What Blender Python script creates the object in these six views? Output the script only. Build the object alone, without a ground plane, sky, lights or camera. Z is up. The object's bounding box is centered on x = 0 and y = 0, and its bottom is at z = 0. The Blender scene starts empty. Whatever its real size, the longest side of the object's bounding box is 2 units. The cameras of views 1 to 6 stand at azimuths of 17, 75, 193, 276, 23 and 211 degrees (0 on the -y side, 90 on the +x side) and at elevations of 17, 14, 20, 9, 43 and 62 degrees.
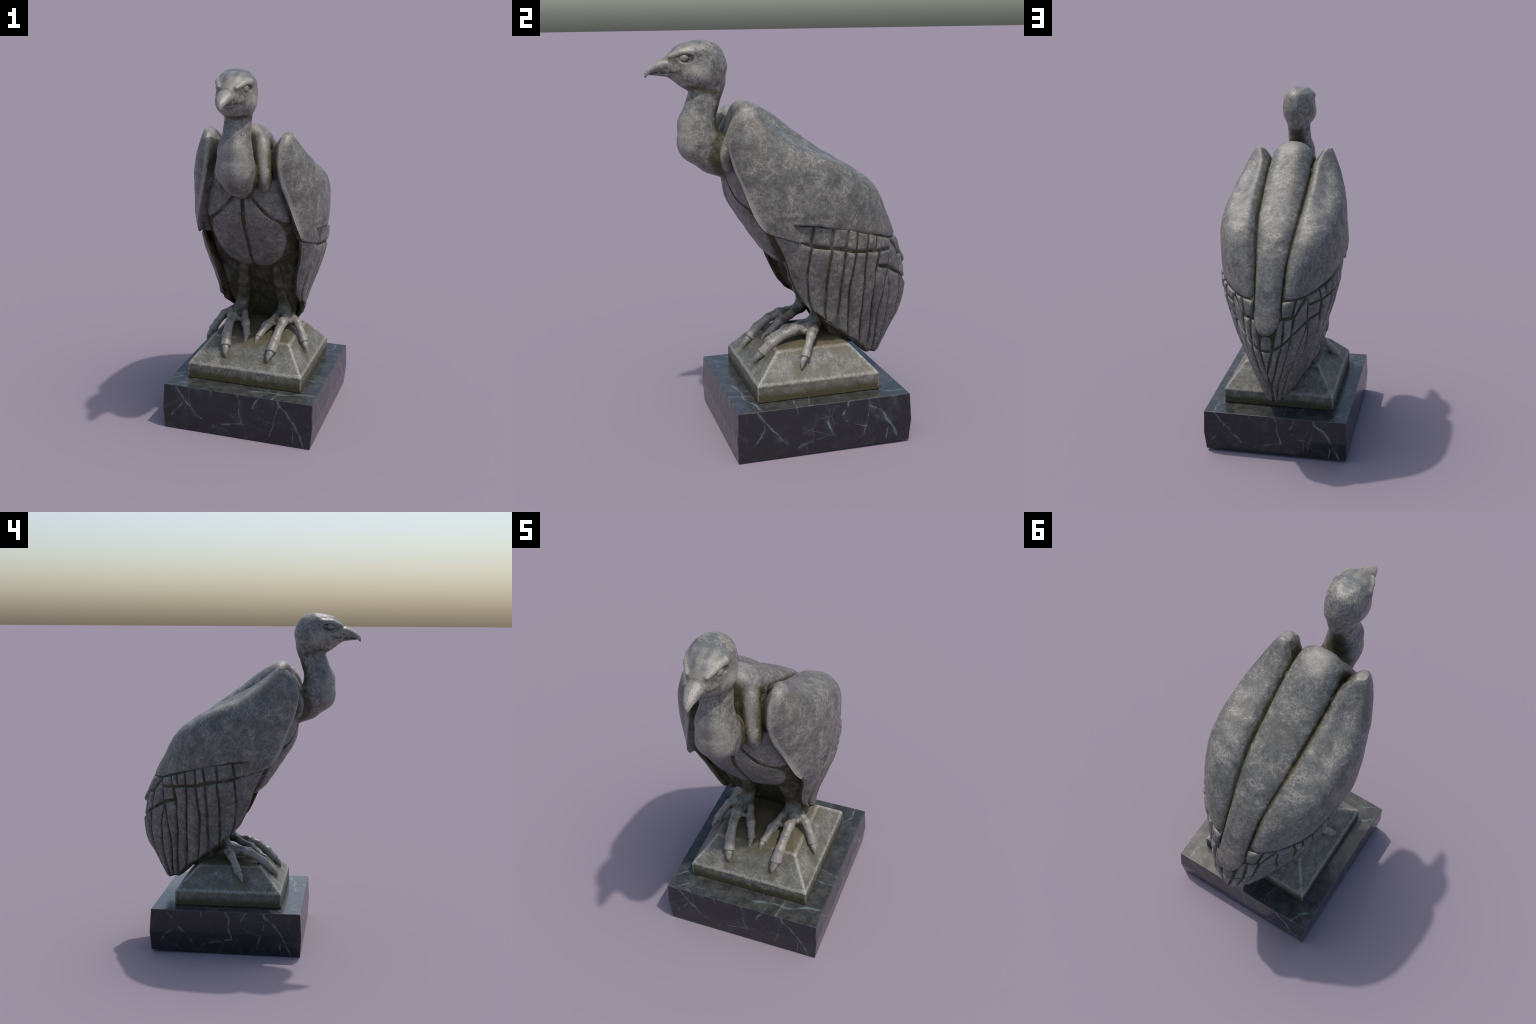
"""A carved stone vulture, hunched, standing on a pyramidal stone pedestal that
sits on a veined black marble plinth.  Everything is symmetric about x = 0; the
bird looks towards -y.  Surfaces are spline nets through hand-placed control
points (wings, mantle, breast) or implicit blends of simple solids (head and
neck, legs and feet), and the carved feathers are separate raised pieces laid
on the wing's floor, with mossy grooves left between them."""
import bpy, bmesh, math
import numpy as np
from mathutils import Vector

RNG = np.random.RandomState(7)

# ------------------------------------------------------------------ utilities
def unit(v):
    v = np.asarray(v, float)
    return v / np.maximum(np.linalg.norm(v, axis=-1, keepdims=True), 1e-12)

def smooth01(t):
    t = np.clip(t, 0, 1)
    return t * t * (3 - 2 * t)

_W = unit(RNG.normal(size=(14, 3)))
_PH = RNG.uniform(0, 6.28, 14)
_FR = RNG.uniform(0.6, 1.7, 14)
def lumps(P, freq):
    """Soft irregular lumps, about -1..1, from a sum of sines in odd directions."""
    P = np.asarray(P)
    s = 0
    for w, p, f in zip(_W, _PH, _FR):
        s = s + np.sin((P @ w) * freq * f + p + 1.3 * np.sin((P @ np.roll(w, 1)) * freq * .7 * f))
    return s / 5.0

def new_object(name, verts, faces, mat, parent=None, smooth=True):
    me = bpy.data.meshes.new(name)
    me.from_pydata([tuple(map(float, v)) for v in verts], [], [tuple(map(int, f)) for f in faces])
    me.validate()
    if smooth:
        me.polygons.foreach_set("use_smooth", [True] * len(me.polygons))
    me.materials.append(mat)
    ob = bpy.data.objects.new(name, me)
    bpy.context.scene.collection.objects.link(ob)
    if parent:
        ob.parent = parent
    me.update()
    return ob

def fix_normals(ob, merge=0.0):
    bm = bmesh.new()
    bm.from_mesh(ob.data)
    if merge:
        bmesh.ops.remove_doubles(bm, verts=bm.verts, dist=merge)
    bmesh.ops.recalc_face_normals(bm, faces=bm.faces)
    bm.to_mesh(ob.data)
    bm.free()
    ob.data.polygons.foreach_set("use_smooth", [True] * len(ob.data.polygons))

def sharpen(ob, deg=50):
    ob.data.set_sharp_from_angle(angle=math.radians(deg))

def mirrored(V):
    return np.asarray(V) * np.array([-1, 1, 1.])

def grid_faces(nr, nc, wrap=False, off=0):
    f = []
    for i in range(nr - 1):
        for j in range(nc if wrap else nc - 1):
            k = (j + 1) % nc
            f.append((off + i * nc + j, off + i * nc + k, off + (i + 1) * nc + k, off + (i + 1) * nc + j))
    return f

def polyline(P, n):
    """n points evenly spaced along a smooth (Catmull-Rom) curve through P."""
    P = np.asarray(P, float)
    if len(P) > 2:
        t = np.linspace(0, len(P) - 1, 40 * len(P))
        P = cr1(P, t)
    s = np.r_[0, np.cumsum(np.linalg.norm(np.diff(P, axis=0), axis=1))]
    q = np.linspace(0, s[-1], n)
    return np.stack([np.interp(q, s, P[:, k]) for k in range(P.shape[1])], 1)

def crw(t):
    return np.stack([-.5 * t**3 + t**2 - .5 * t, 1.5 * t**3 - 2.5 * t**2 + 1,
                     -1.5 * t**3 + 2 * t**2 + .5 * t, .5 * t**3 - .5 * t**2], -1)

def cr1(P, t):
    Q = np.concatenate([2 * P[:1] - P[1:2], P, 2 * P[-1:] - P[-2:-1]])
    i = np.clip(np.floor(t).astype(int), 0, len(P) - 2)
    w = crw(t - i)
    return sum(w[..., k:k + 1] * Q[i + k] for k in range(4))

class Net:
    """Smooth surface through a grid of control points; row index v, column index u."""
    def __init__(self, rows, wrap=False):
        P = np.array(rows, float)
        self.nr, self.nc = P.shape[:2]
        self.wrap = wrap
        P = np.concatenate([2 * P[:1] - P[1:2], P, 2 * P[-1:] - P[-2:-1]], 0)
        if wrap:
            P = np.concatenate([P[:, -1:], P, P[:, :2]], 1)
        else:
            P = np.concatenate([2 * P[:, :1] - P[:, 1:2], P, 2 * P[:, -1:] - P[:, -2:-1]], 1)
        self.P = P
    def __call__(self, v, u):
        v, u = np.broadcast_arrays(np.asarray(v, float), np.asarray(u, float))
        i = np.clip(np.floor(v).astype(int), 0, self.nr - 2)
        j = np.clip(np.floor(u).astype(int), 0, self.nc - (1 if self.wrap else 2))
        wv, wu = crw(v - i), crw(u - j)
        out = 0
        for a in range(4):
            for b in range(4):
                out = out + (wv[..., a] * wu[..., b])[..., None] * self.P[i + a, j + b]
        return out
    def normal(self, v, u, e=.02):
        du = self(v, np.asarray(u) + e) - self(v, np.asarray(u) - e)
        dv = self(np.asarray(v) + e, u) - self(np.asarray(v) - e, u)
        return unit(np.cross(du, dv))
    def find(self, pts, w=(1, 1, 1), n=260):
        """(v, u) of the net point nearest to each 3D point."""
        if not hasattr(self, "_g"):
            vv, uu = np.meshgrid(np.linspace(0, self.nr - 1, n), np.linspace(0, self.nc - 1, n), indexing="ij")
            self._g = (vv.ravel(), uu.ravel(), self(vv, uu).reshape(-1, 3))
        vv, uu, G = self._g
        out = []
        for p in np.atleast_2d(pts):
            k = np.argmin((((G - p) * np.array(w)) ** 2).sum(1))
            out.append((vv[k], uu[k]))
        return np.array(out)

# ------------------------------------------------------------------ materials
class Nodes:
    """Small helper to write node trees as expressions."""
    def __init__(self, mat):
        mat.use_nodes = True
        self.t = mat.node_tree
        self.t.nodes.clear()
    def n(self, kind, **kw):
        nd = self.t.nodes.new(kind)
        for k, v in kw.items():
            setattr(nd, k, v)
        return nd
    def put(self, sock, val):
        if hasattr(val, "links") or isinstance(val, bpy.types.NodeSocket):
            self.t.links.new(val, sock)
        else:
            sock.default_value = val
    def math(self, op, a, b=0.0, c=None, clamp=False):
        nd = self.n("ShaderNodeMath", operation=op, use_clamp=clamp)
        self.put(nd.inputs[0], a); self.put(nd.inputs[1], b)
        if c is not None: self.put(nd.inputs[2], c)
        return nd.outputs[0]
    def vmath(self, op, a, b=(0, 0, 0), out=0):
        nd = self.n("ShaderNodeVectorMath", operation=op)
        self.put(nd.inputs[0], a); self.put(nd.inputs[1], b)
        return nd.outputs[out]
    def ramp(self, x, lo, hi, a=0.0, b=1.0):
        nd = self.n("ShaderNodeMapRange", interpolation_type="SMOOTHSTEP")
        self.put(nd.inputs[0], x)
        for k, v in zip((1, 2, 3, 4), (lo, hi, a, b)): self.put(nd.inputs[k], v)
        return nd.outputs[0]
    def noise(self, vec, scale, detail=4, rough=.55, dist=0.0):
        nd = self.n("ShaderNodeTexNoise")
        self.put(nd.inputs["Vector"], vec)
        for k, v in (("Scale", scale), ("Detail", detail), ("Roughness", rough), ("Distortion", dist)):
            nd.inputs[k].default_value = v
        return nd.outputs["Fac"]
    def noisecol(self, vec, scale, detail=3):
        nd = self.n("ShaderNodeTexNoise")
        self.put(nd.inputs["Vector"], vec)
        nd.inputs["Scale"].default_value = scale
        nd.inputs["Detail"].default_value = detail
        return nd.outputs["Color"]
    def mix(self, fac, a, b):
        nd = self.n("ShaderNodeMix", data_type="RGBA")
        self.put(nd.inputs[0], fac)
        self.put(nd.inputs[6], (*a, 1) if isinstance(a, tuple) and len(a) == 3 else a)
        self.put(nd.inputs[7], (*b, 1) if isinstance(b, tuple) and len(b) == 3 else b)
        return nd.outputs[2]
    def mirror_x(self, vec):
        s = self.n("ShaderNodeSeparateXYZ"); self.put(s.inputs[0], vec)
        c = self.n("ShaderNodeCombineXYZ")
        self.put(c.inputs[0], self.math("ABSOLUTE", s.outputs[0]))
        self.put(c.inputs[1], s.outputs[1]); self.put(c.inputs[2], s.outputs[2])
        return c.outputs[0]
    def xyz(self, vec):
        s = self.n("ShaderNodeSeparateXYZ"); self.put(s.inputs[0], vec)
        return s.outputs
    def combine(self, x, y, z):
        c = self.n("ShaderNodeCombineXYZ")
        for k, v in zip(range(3), (x, y, z)): self.put(c.inputs[k], v)
        return c.outputs[0]
    def segment(self, P, A, B):
        """Distance from P to the straight line piece A-B."""
        nd = self.n("ShaderNodeGroup", node_tree=segment_group())
        self.put(nd.inputs[0], P)
        nd.inputs[1].default_value = A
        nd.inputs[2].default_value = B
        return nd.outputs[0]
    def near(self, P, path):
        d = None
        for a, b in zip(path[:-1], path[1:]):
            s = self.segment(P, a, b)
            d = s if d is None else self.math("MINIMUM", d, s)
        return d
    def bump(self, height, strength, dist):
        nd = self.n("ShaderNodeBump")
        nd.inputs["Strength"].default_value = strength
        nd.inputs["Distance"].default_value = dist
        self.put(nd.inputs["Height"], height)
        return nd.outputs[0]
    def finish(self, color, rough, normal=None, **kw):
        p = self.n("ShaderNodeBsdfPrincipled")
        self.put(p.inputs["Base Color"], color)
        self.put(p.inputs["Roughness"], rough)
        if normal is not None: self.put(p.inputs["Normal"], normal)
        for k, v in kw.items(): self.put(p.inputs[k], v)
        o = self.n("ShaderNodeOutputMaterial")
        self.t.links.new(p.outputs[0], o.inputs[0])

_seg = None
def segment_group():
    global _seg
    if _seg: return _seg
    g = bpy.data.node_groups.new("distance_to_segment", "ShaderNodeTree")
    for nm in ("P", "A", "B"):
        g.interface.new_socket(nm, in_out="INPUT", socket_type="NodeSocketVector")
    g.interface.new_socket("Distance", in_out="OUTPUT", socket_type="NodeSocketFloat")
    gi, go = g.nodes.new("NodeGroupInput"), g.nodes.new("NodeGroupOutput")
    def vm(op, a, b=None, s=None):
        nd = g.nodes.new("ShaderNodeVectorMath"); nd.operation = op
        g.links.new(a, nd.inputs[0])
        if b is not None: g.links.new(b, nd.inputs[1])
        if s is not None: g.links.new(s, nd.inputs["Scale"])
        return nd
    pa = vm("SUBTRACT", gi.outputs[0], gi.outputs[1]).outputs[0]
    ba = vm("SUBTRACT", gi.outputs[2], gi.outputs[1]).outputs[0]
    num = vm("DOT_PRODUCT", pa, ba).outputs["Value"]
    den = vm("DOT_PRODUCT", ba, ba).outputs["Value"]
    dv = g.nodes.new("ShaderNodeMath"); dv.operation = "DIVIDE"; dv.use_clamp = True
    g.links.new(num, dv.inputs[0]); g.links.new(den, dv.inputs[1])
    pr = vm("SCALE", ba, s=dv.outputs[0]).outputs[0]
    ln = vm("LENGTH", vm("SUBTRACT", pa, pr).outputs[0])
    g.links.new(ln.outputs["Value"], go.inputs[0])
    _seg = g
    return g

STONE_MID = (0.116, 0.114, 0.101)
STONE_LIGHT = (0.232, 0.218, 0.188)
STONE_DARK = (0.067, 0.070, 0.066)
STONE_RUST = (0.108, 0.086, 0.068)
STONE_WORN = (0.360, 0.340, 0.300)
MOSS_DARK = (0.036, 0.033, 0.018)
MOSS_OLIVE = (0.062, 0.056, 0.027)

def stone_layers(N, P, light=0.0, mid=STONE_MID):
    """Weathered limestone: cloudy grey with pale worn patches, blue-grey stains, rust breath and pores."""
    M = N.mirror_x(P)
    big = N.noise(M, 13.0, 6, .68, .5)
    med = N.noise(M, 44, 6, .74, .4)
    fine = N.noise(P, 170, 4, .75)
    blend = N.math("ADD", N.math("MULTIPLY", big, .31), N.math("ADD", N.math("MULTIPLY", med, .40), N.math("MULTIPLY", fine, .29)))
    col = N.mix(N.ramp(blend, .505 - light, .58 - light), mid, STONE_LIGHT)
    col = N.mix(N.ramp(blend, .492 - light * .6, .43 - light * .6), col, STONE_DARK)
    rust = N.math("MULTIPLY", N.ramp(N.noise(M, 6.2, 4, .6, .8), .56, .70), .6)
    col = N.mix(rust, col, STONE_RUST)
    grain = N.noise(P, 110, 5, .8)
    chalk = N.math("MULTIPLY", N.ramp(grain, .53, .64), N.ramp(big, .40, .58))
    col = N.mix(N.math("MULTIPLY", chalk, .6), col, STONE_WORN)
    pore = N.math("MULTIPLY", N.ramp(grain, .44, .35), .65)
    col = N.mix(pore, col, (0.058, 0.060, 0.057))
    h = N.math("ADD", N.math("MULTIPLY", med, .8), N.math("ADD", N.math("MULTIPLY", fine, .5), N.math("MULTIPLY", grain, .7)))
    return col, h, med, fine

def moss_over(N, P, col, mask, fine):
    mc = N.mix(N.ramp(N.noise(P, 24, 5, .65), .42, .64), MOSS_DARK, (0.092, 0.080, 0.030))
    return N.mix(mask, col, mc)

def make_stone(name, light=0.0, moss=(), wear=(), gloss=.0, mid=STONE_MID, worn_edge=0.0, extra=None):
    """moss: list of (path in |x|, full radius, fade radius, strength)."""
    m = bpy.data.materials.new(name)
    N = Nodes(m)
    P = N.n("ShaderNodeTexCoord").outputs["Object"]
    A = N.mirror_x(P)
    col, h, med, fine = stone_layers(N, P, light, mid)
    if extra:
        col = extra(N, P, A, col, med)
    if worn_edge:
        b = N.n("ShaderNodeBevel", samples=8)
        b.inputs[0].default_value = worn_edge
        g = N.n("ShaderNodeNewGeometry")
        d = N.vmath("DOT_PRODUCT", b.outputs[0], g.outputs["True Normal"], out=1)
        e = N.math("MULTIPLY", N.ramp(d, .995, .9), N.ramp(med, .34, .6))
        col = N.mix(N.math("MULTIPLY", e, .85), col, STONE_WORN)
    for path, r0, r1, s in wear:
        d = N.near(A, path) if len(path) > 1 else N.vmath("DISTANCE", A, path[0], out=1)
        d = N.math("ADD", d, N.math("MULTIPLY", N.math("SUBTRACT", med, .5), (r1 - r0) * 1.6))
        col = N.mix(N.math("MULTIPLY", N.ramp(d, r0, r1, 1.0, 0.0), s), col, N.mix(N.ramp(fine, .38, .6), STONE_LIGHT, STONE_WORN))
    mask = None
    for path, r0, r1, s in moss:
        d = N.near(A, path) if len(path) > 1 else N.vmath("DISTANCE", A, path[0], out=1)
        d = N.math("ADD", d, N.math("MULTIPLY", N.math("SUBTRACT", med, .5), (r1 - r0) * 1.5))
        k = N.math("MULTIPLY", N.ramp(d, r0, r1, 1.0, 0.0), s)
        mask = k if mask is None else N.math("MAXIMUM", mask, k)
    if mask is not None:
        col = moss_over(N, P, col, mask, fine)
    rough = N.ramp(med, .3, .7, .50 - gloss, .36 - gloss)
    N.finish(col, rough, N.bump(h, .32, .005), **{"Specular IOR Level": .55})
    return m

def make_moss(name, patch=0.0):
    m = bpy.data.materials.new(name)
    N = Nodes(m)
    P = N.n("ShaderNodeTexCoord").outputs["Object"]
    f = N.noise(P, 60, 5, .7)
    col = N.mix(N.ramp(N.noise(P, 14, 5, .6), .46, .64), MOSS_DARK, MOSS_OLIVE)
    if patch:
        col = N.mix(N.math("MULTIPLY", N.ramp(N.noise(N.vmath("MULTIPLY", P, (1.6, 1, .7)), 12, 6, .7, .5), .50, .62), patch), col, (0.115, 0.115, 0.108))
    N.finish(col, .75, N.bump(f, .4, .005), **{"Specular IOR Level": .25})
    return m

def make_pedestal_stone(name):
    m = bpy.data.materials.new(name)
    N = Nodes(m)
    P = N.n("ShaderNodeTexCoord").outputs["Object"]
    A = N.mirror_x(P)
    col, h, med, fine = stone_layers(N, P, .01, (0.118, 0.121, 0.103))
    z = N.xyz(P)[2]
    # brown-green film on the flat top and down the slopes, moss along the foot
    film = N.ramp(N.noise(A, 10, 5, .65, .4), .36, .66)
    col = N.mix(N.math("MULTIPLY", film, .6), col, (0.085, 0.080, 0.046))
    zz = N.math("ADD", z, N.math("MULTIPLY", N.math("SUBTRACT", med, .5), .05))
    col = N.mix(N.math("MULTIPLY", N.ramp(zz, .452, .484), .85), col, (0.080, 0.066, 0.032))
    foot = N.math("ADD", z, N.math("MULTIPLY", N.math("SUBTRACT", N.noise(P, 18, 5, .7), .5), .07))
    col = N.mix(N.ramp(foot, .325, .285), col, N.mix(N.ramp(fine, .4, .6), MOSS_DARK, (0.070, 0.060, 0.020)))
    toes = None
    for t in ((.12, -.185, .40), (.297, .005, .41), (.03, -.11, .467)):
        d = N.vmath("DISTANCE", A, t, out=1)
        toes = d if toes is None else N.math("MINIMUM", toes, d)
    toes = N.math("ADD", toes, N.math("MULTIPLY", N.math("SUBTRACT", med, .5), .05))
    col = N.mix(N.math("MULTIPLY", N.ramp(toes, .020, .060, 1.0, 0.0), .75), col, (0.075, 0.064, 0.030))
    # pale arrises: hips, rim, edge of the flat top, upright corners
    hips = N.near(A, [(.323, -.229, .352), (.220, -.100, .482)])
    hips = N.math("MINIMUM", hips, N.near(A, [(.323, .401, .352), (.220, .278, .482)]))
    rim = N.near(A, [(0, -.227, .353), (.323, -.227, .353), (.323, .40, .353), (0, .40, .353)])
    flat_edge = N.near(A, [(.10, -.10, .482), (.220, -.10, .482), (.220, .278, .482), (.05, .278, .482)])
    up = N.math("MINIMUM", N.segment(A, (.326, -.232, .345), (.327, -.233, .28)), N.segment(A, (.326, .404, .345), (.327, .405, .28)))
    rag = N.math("MULTIPLY", N.math("SUBTRACT", N.noise(P, 42, 5, .75), .5), .052)
    for dist, r1, st in ((hips, .018, .85), (rim, .015, .55), (flat_edge, .017, .45), (up, .010, .55)):
        e = N.math("MULTIPLY", N.ramp(N.math("ADD", dist, rag), .001, r1, 1.0, 0.0), st)
        col = N.mix(e, col, N.mix(N.ramp(fine, .38, .60), (0.21, 0.20, 0.17), (0.38, 0.365, 0.32)))
    # pale scrapes on the slopes near the front corners
    sx = N.near(A, [(.285, -.10, .405), (.245, -.06, .455)])
    sc = N.math("MULTIPLY", N.ramp(sx, .015, .07, 1.0, 0.0), N.ramp(N.noise(N.vmath("MULTIPLY", P, (1, 1, .4)), 60, 5, .75), .50, .62))
    col = N.mix(N.math("MULTIPLY", sc, .7), col, STONE_LIGHT)
    N.finish(col, .5, N.bump(h, .35, .006), **{"Specular IOR Level": .5})
    return m

def make_marble(name):
    """Black marble, cloudy, with pale blue-green cracks running down each face."""
    m = bpy.data.materials.new(name)
    N = Nodes(m)
    P = N.n("ShaderNodeTexCoord").outputs["Object"]
    geo = N.n("ShaderNodeNewGeometry").outputs["True Normal"]
    C = N.vmath("SUBTRACT", P, (0, .0875, 0))
    tang = N.vmath("CROSS_PRODUCT", (0, 0, 1), geo)
    s = N.vmath("DOT_PRODUCT", C, tang, out=1)         # runs left to right along each side
    z = N.xyz(P)[2]
    upness = N.math("ABSOLUTE", N.xyz(geo)[2])
    side = N.ramp(upness, .4, .6, 1.0, 0.0)
    jit = N.noisecol(P, 17, 3)
    jit = N.vmath("MULTIPLY", N.vmath("SUBTRACT", jit, (.5, .5, .5)), (.020, .020, .020))
    sway = N.vmath("MULTIPLY", N.vmath("SUBTRACT", N.noisecol(P, 8, 2), (.5, .5, .5)), (.024, .024, .024))
    F = N.vmath("ADD", N.combine(s, 0.0, z), N.vmath("ADD", jit, sway))
    wide = N.noise(P, 22, 3, .6)
    def veins(paths, Q, w):
        out = None
        for path, k in paths:
            d = N.near(Q, path)
            a = N.ramp(d, 0.0, N.math("MULTIPLY", N.ramp(wide, .3, .7, .65, 1.35), w * k), 1.0, 0.0)
            out = a if out is None else N.math("MAXIMUM", out, a)
        return out
    v2 = lambda *pts: [(a, 0.0, b) for a, b in pts]
    cracks = [(v2((-.36, .262), (-.30, .19), (-.24, .12), (-.20, .075)), 1.0), (v2((-.30, .19), (-.33, .135), (-.38, .08)), .8),
              (v2((0.0, .262), (.02, .215), (.015, .17), (.04, .09)), .9), (v2((.04, .09), (-.05, .075), (-.13, .05)), .8),
              (v2((.125, .262), (.09, .195)), 1.1),
              (v2((.225, .262), (.235, .225), (.285, .19), (.335, .12), (.36, .07), (.385, .01)), 1.3),
              (v2((.235, .225), (.21, .13), (.19, .04)), .6), (v2((.325, .09), (.32, .02)), .7),
              (v2((-.15, .262), (-.14, .225)), .7), (v2((.10, .16), (.16, .13), (.22, .12)), .45)]
    thin = veins(cracks, F, .0075)
    halo = N.math("MULTIPLY", veins(cracks[:6], F, .028), N.ramp(N.noise(P, 16, 4, .65), .45, .7))
    vs = N.math("MULTIPLY", N.math("MAXIMUM", thin, N.math("MULTIPLY", halo, .30)), side)
    flat = [([(.05, -.295, .26), (.16, -.28, .26), (.26, -.285, .26), (.33, -.25, .26), (.42, -.235, .26)], 1.1),
            ([(.20, -.355, .26), (.215, -.24, .26)], .9), ([(.12, -.355, .26), (.15, -.24, .26)], .6),
            ([(.32, -.05, .26), (.42, -.06, .26)], 1.0), ([(.32, .03, .26), (.42, .0, .26)], .7),
            ([(.33, .40, .26), (.37, .46, .26), (.36, .53, .26)], .8), ([(-.42, .42, .26), (-.36, .46, .26), (-.33, .53, .26)], 1.3),
            ([(-.05, .40, .26), (-.05, .53, .26)], .4), ([(-.15, .40, .26), (-.14, .53, .26)], .4),
            ([(-.32, -.20, .26), (-.42, -.27, .26)], 1.0), ([(-.32, -.30, .26), (-.40, -.355, .26)], .8), ([(-.32, .12, .26), (-.42, .17, .26)], .6)]
    vt = N.math("MULTIPLY", veins(flat, N.vmath("ADD", P, jit), .008), N.math("SUBTRACT", 1.0, side))
    # hairline web, here and there
    vo = N.n("ShaderNodeTexVoronoi", feature="DISTANCE_TO_EDGE")
    N.put(vo.inputs["Vector"], N.vmath("ADD", P, N.vmath("SCALE", jit)))
    N.t.links.new(N.vmath("ADD", P, N.vmath("MULTIPLY", jit, (2, 2, 2))), vo.inputs["Vector"])
    vo.inputs["Scale"].default_value = 8.0
    hair = N.math("MULTIPLY", N.ramp(vo.outputs["Distance"], 0.0, .03, 1.0, 0.0), N.ramp(N.noise(P, 5, 3), .52, .68))
    veil = N.math("MULTIPLY", N.ramp(N.noise(P, 9, 6, .70, 1.4), .48, .76), .5)
    base = N.mix(veil, (0.016, 0.016, 0.019), (0.062, 0.064, 0.070))
    topc = N.mix(N.ramp(N.noise(P, 15, 6, .70, .3), .34, .72), (0.024, 0.026, 0.027), (0.066, 0.067, 0.061))
    base = N.mix(N.math("SUBTRACT", 1.0, side), base, topc)
    col = N.mix(N.math("MULTIPLY", hair, .24), base, (0.16, 0.19, 0.20))
    col = N.mix(N.math("MULTIPLY", N.math("MAXIMUM", vs, vt), .85), col, N.mix(N.ramp(wide, .35, .65), (0.060, 0.078, 0.083), (0.140, 0.175, 0.176)))
    # worn arrises
    b = N.n("ShaderNodeBevel", samples=6)
    b.inputs[0].default_value = .008
    d = N.vmath("DOT_PRODUCT", b.outputs[0], geo, out=1)
    col = N.mix(N.math("MULTIPLY", N.ramp(d, .99, .85), N.ramp(N.noise(P, 20, 4), .35, .6)), col, (0.11, 0.12, 0.115))
    N.finish(col, N.ramp(wide, .3, .7, .17, .27), N.bump(N.noise(P, 40, 3), .05, .004), **{"Specular IOR Level": .5})
    return m

# ------------------------------------------------------------------ implicit bodies
def sd_capsule(P, a, b, ra, rb):
    a, b = np.array(a, float), np.array(b, float)
    ba = b - a
    h = np.clip(((P - a) @ ba) / (ba @ ba), 0, 1)
    return np.linalg.norm(P - a - h[..., None] * ba, axis=-1) - (ra + (rb - ra) * h)

def sd_ellipsoid(P, c, r, tilt=0.0):
    """Ellipsoid, turned by tilt about x."""
    q = P - np.array(c, float)
    if tilt:
        s, k = math.sin(tilt), math.cos(tilt)
        q = np.stack([q[..., 0], k * q[..., 1] + s * q[..., 2], -s * q[..., 1] + k * q[..., 2]], -1)
    r = np.array(r, float)
    k0 = np.linalg.norm(q / r, axis=-1)
    k1 = np.linalg.norm(q / (r * r), axis=-1)
    return k0 * (k0 - 1) / np.maximum(k1, 1e-9)

def smin(a, b, k):
    h = np.clip(.5 + .5 * (b - a) / k, 0, 1)
    return b + (a - b) * h - k * h * (1 - h)

def smax(a, b, k):
    return -smin(-a, -b, k)

def surface_nets(f, lo, hi, step):
    """Quad mesh of the zero level of f over a box."""
    ax = [np.arange(l, h + step, step) for l, h in zip(lo, hi)]
    G = np.stack(np.meshgrid(*ax, indexing="ij"), -1)
    D = f(G.reshape(-1, 3)).reshape(G.shape[:3])
    nx, ny, nz = D.shape
    acc = np.zeros((nx - 1, ny - 1, nz - 1, 3)); cnt = np.zeros((nx - 1, ny - 1, nz - 1))
    def cell(i, j, k): return D[i:nx - 1 + i, j:ny - 1 + j, k:nz - 1 + k]
    corners = [(i, j, k) for i in (0, 1) for j in (0, 1) for k in (0, 1)]
    for c in corners:
        for d in range(3):
            if c[d]: continue
            e = list(c); e[d] = 1
            a, b = cell(*c), cell(*e)
            x = (a < 0) != (b < 0)
            t = np.where(x, a / np.where(x, a - b, 1), 0)
            p = np.zeros(acc.shape); p += np.array(c); p[..., d] = t
            acc += p * x[..., None]; cnt += x
    act = cnt > 0
    idx = -np.ones(act.shape, int); idx[act] = np.arange(act.sum())
    I = np.argwhere(act)
    V = (I + acc[act] / cnt[act][:, None]) * step + np.array(lo)
    F = []
    for d in range(3):
        sl0 = [slice(None)] * 3; sl1 = [slice(None)] * 3
        sl0[d] = slice(0, -1); sl1[d] = slice(1, None)
        a, b = D[tuple(sl0)], D[tuple(sl1)]
        x = np.argwhere((a < 0) != (b < 0))
        o1, o2 = [k for k in range(3) if k != d]
        x = x[(x[:, o1] > 0) & (x[:, o2] > 0) & (x[:, o1] < D.shape[o1] - 1) & (x[:, o2] < D.shape[o2] - 1)]
        q = []
        for s1, s2 in ((1, 1), (0, 1), (0, 0), (1, 0)):
            y = x.copy(); y[:, o1] -= s1; y[:, o2] -= s2
            q.append(idx[y[:, 0], y[:, 1], y[:, 2]])
        q = np.stack(q, 1)
        inside = a[x[:, 0], x[:, 1], x[:, 2]] < 0
        flip = inside if d != 1 else ~inside
        q[~flip] = q[~flip][:, ::-1]
        F.append(q)
    F = np.concatenate(F)
    # settle the points onto the surface
    for _ in range(2):
        e = step * .25
        g = np.stack([(f(V + e * a) - f(V - e * a)) / (2 * e) for a in np.eye(3)], -1)
        V = V - g * (f(V) / np.maximum((g * g).sum(-1), .2))[:, None] * .8
    return V, F

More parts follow.
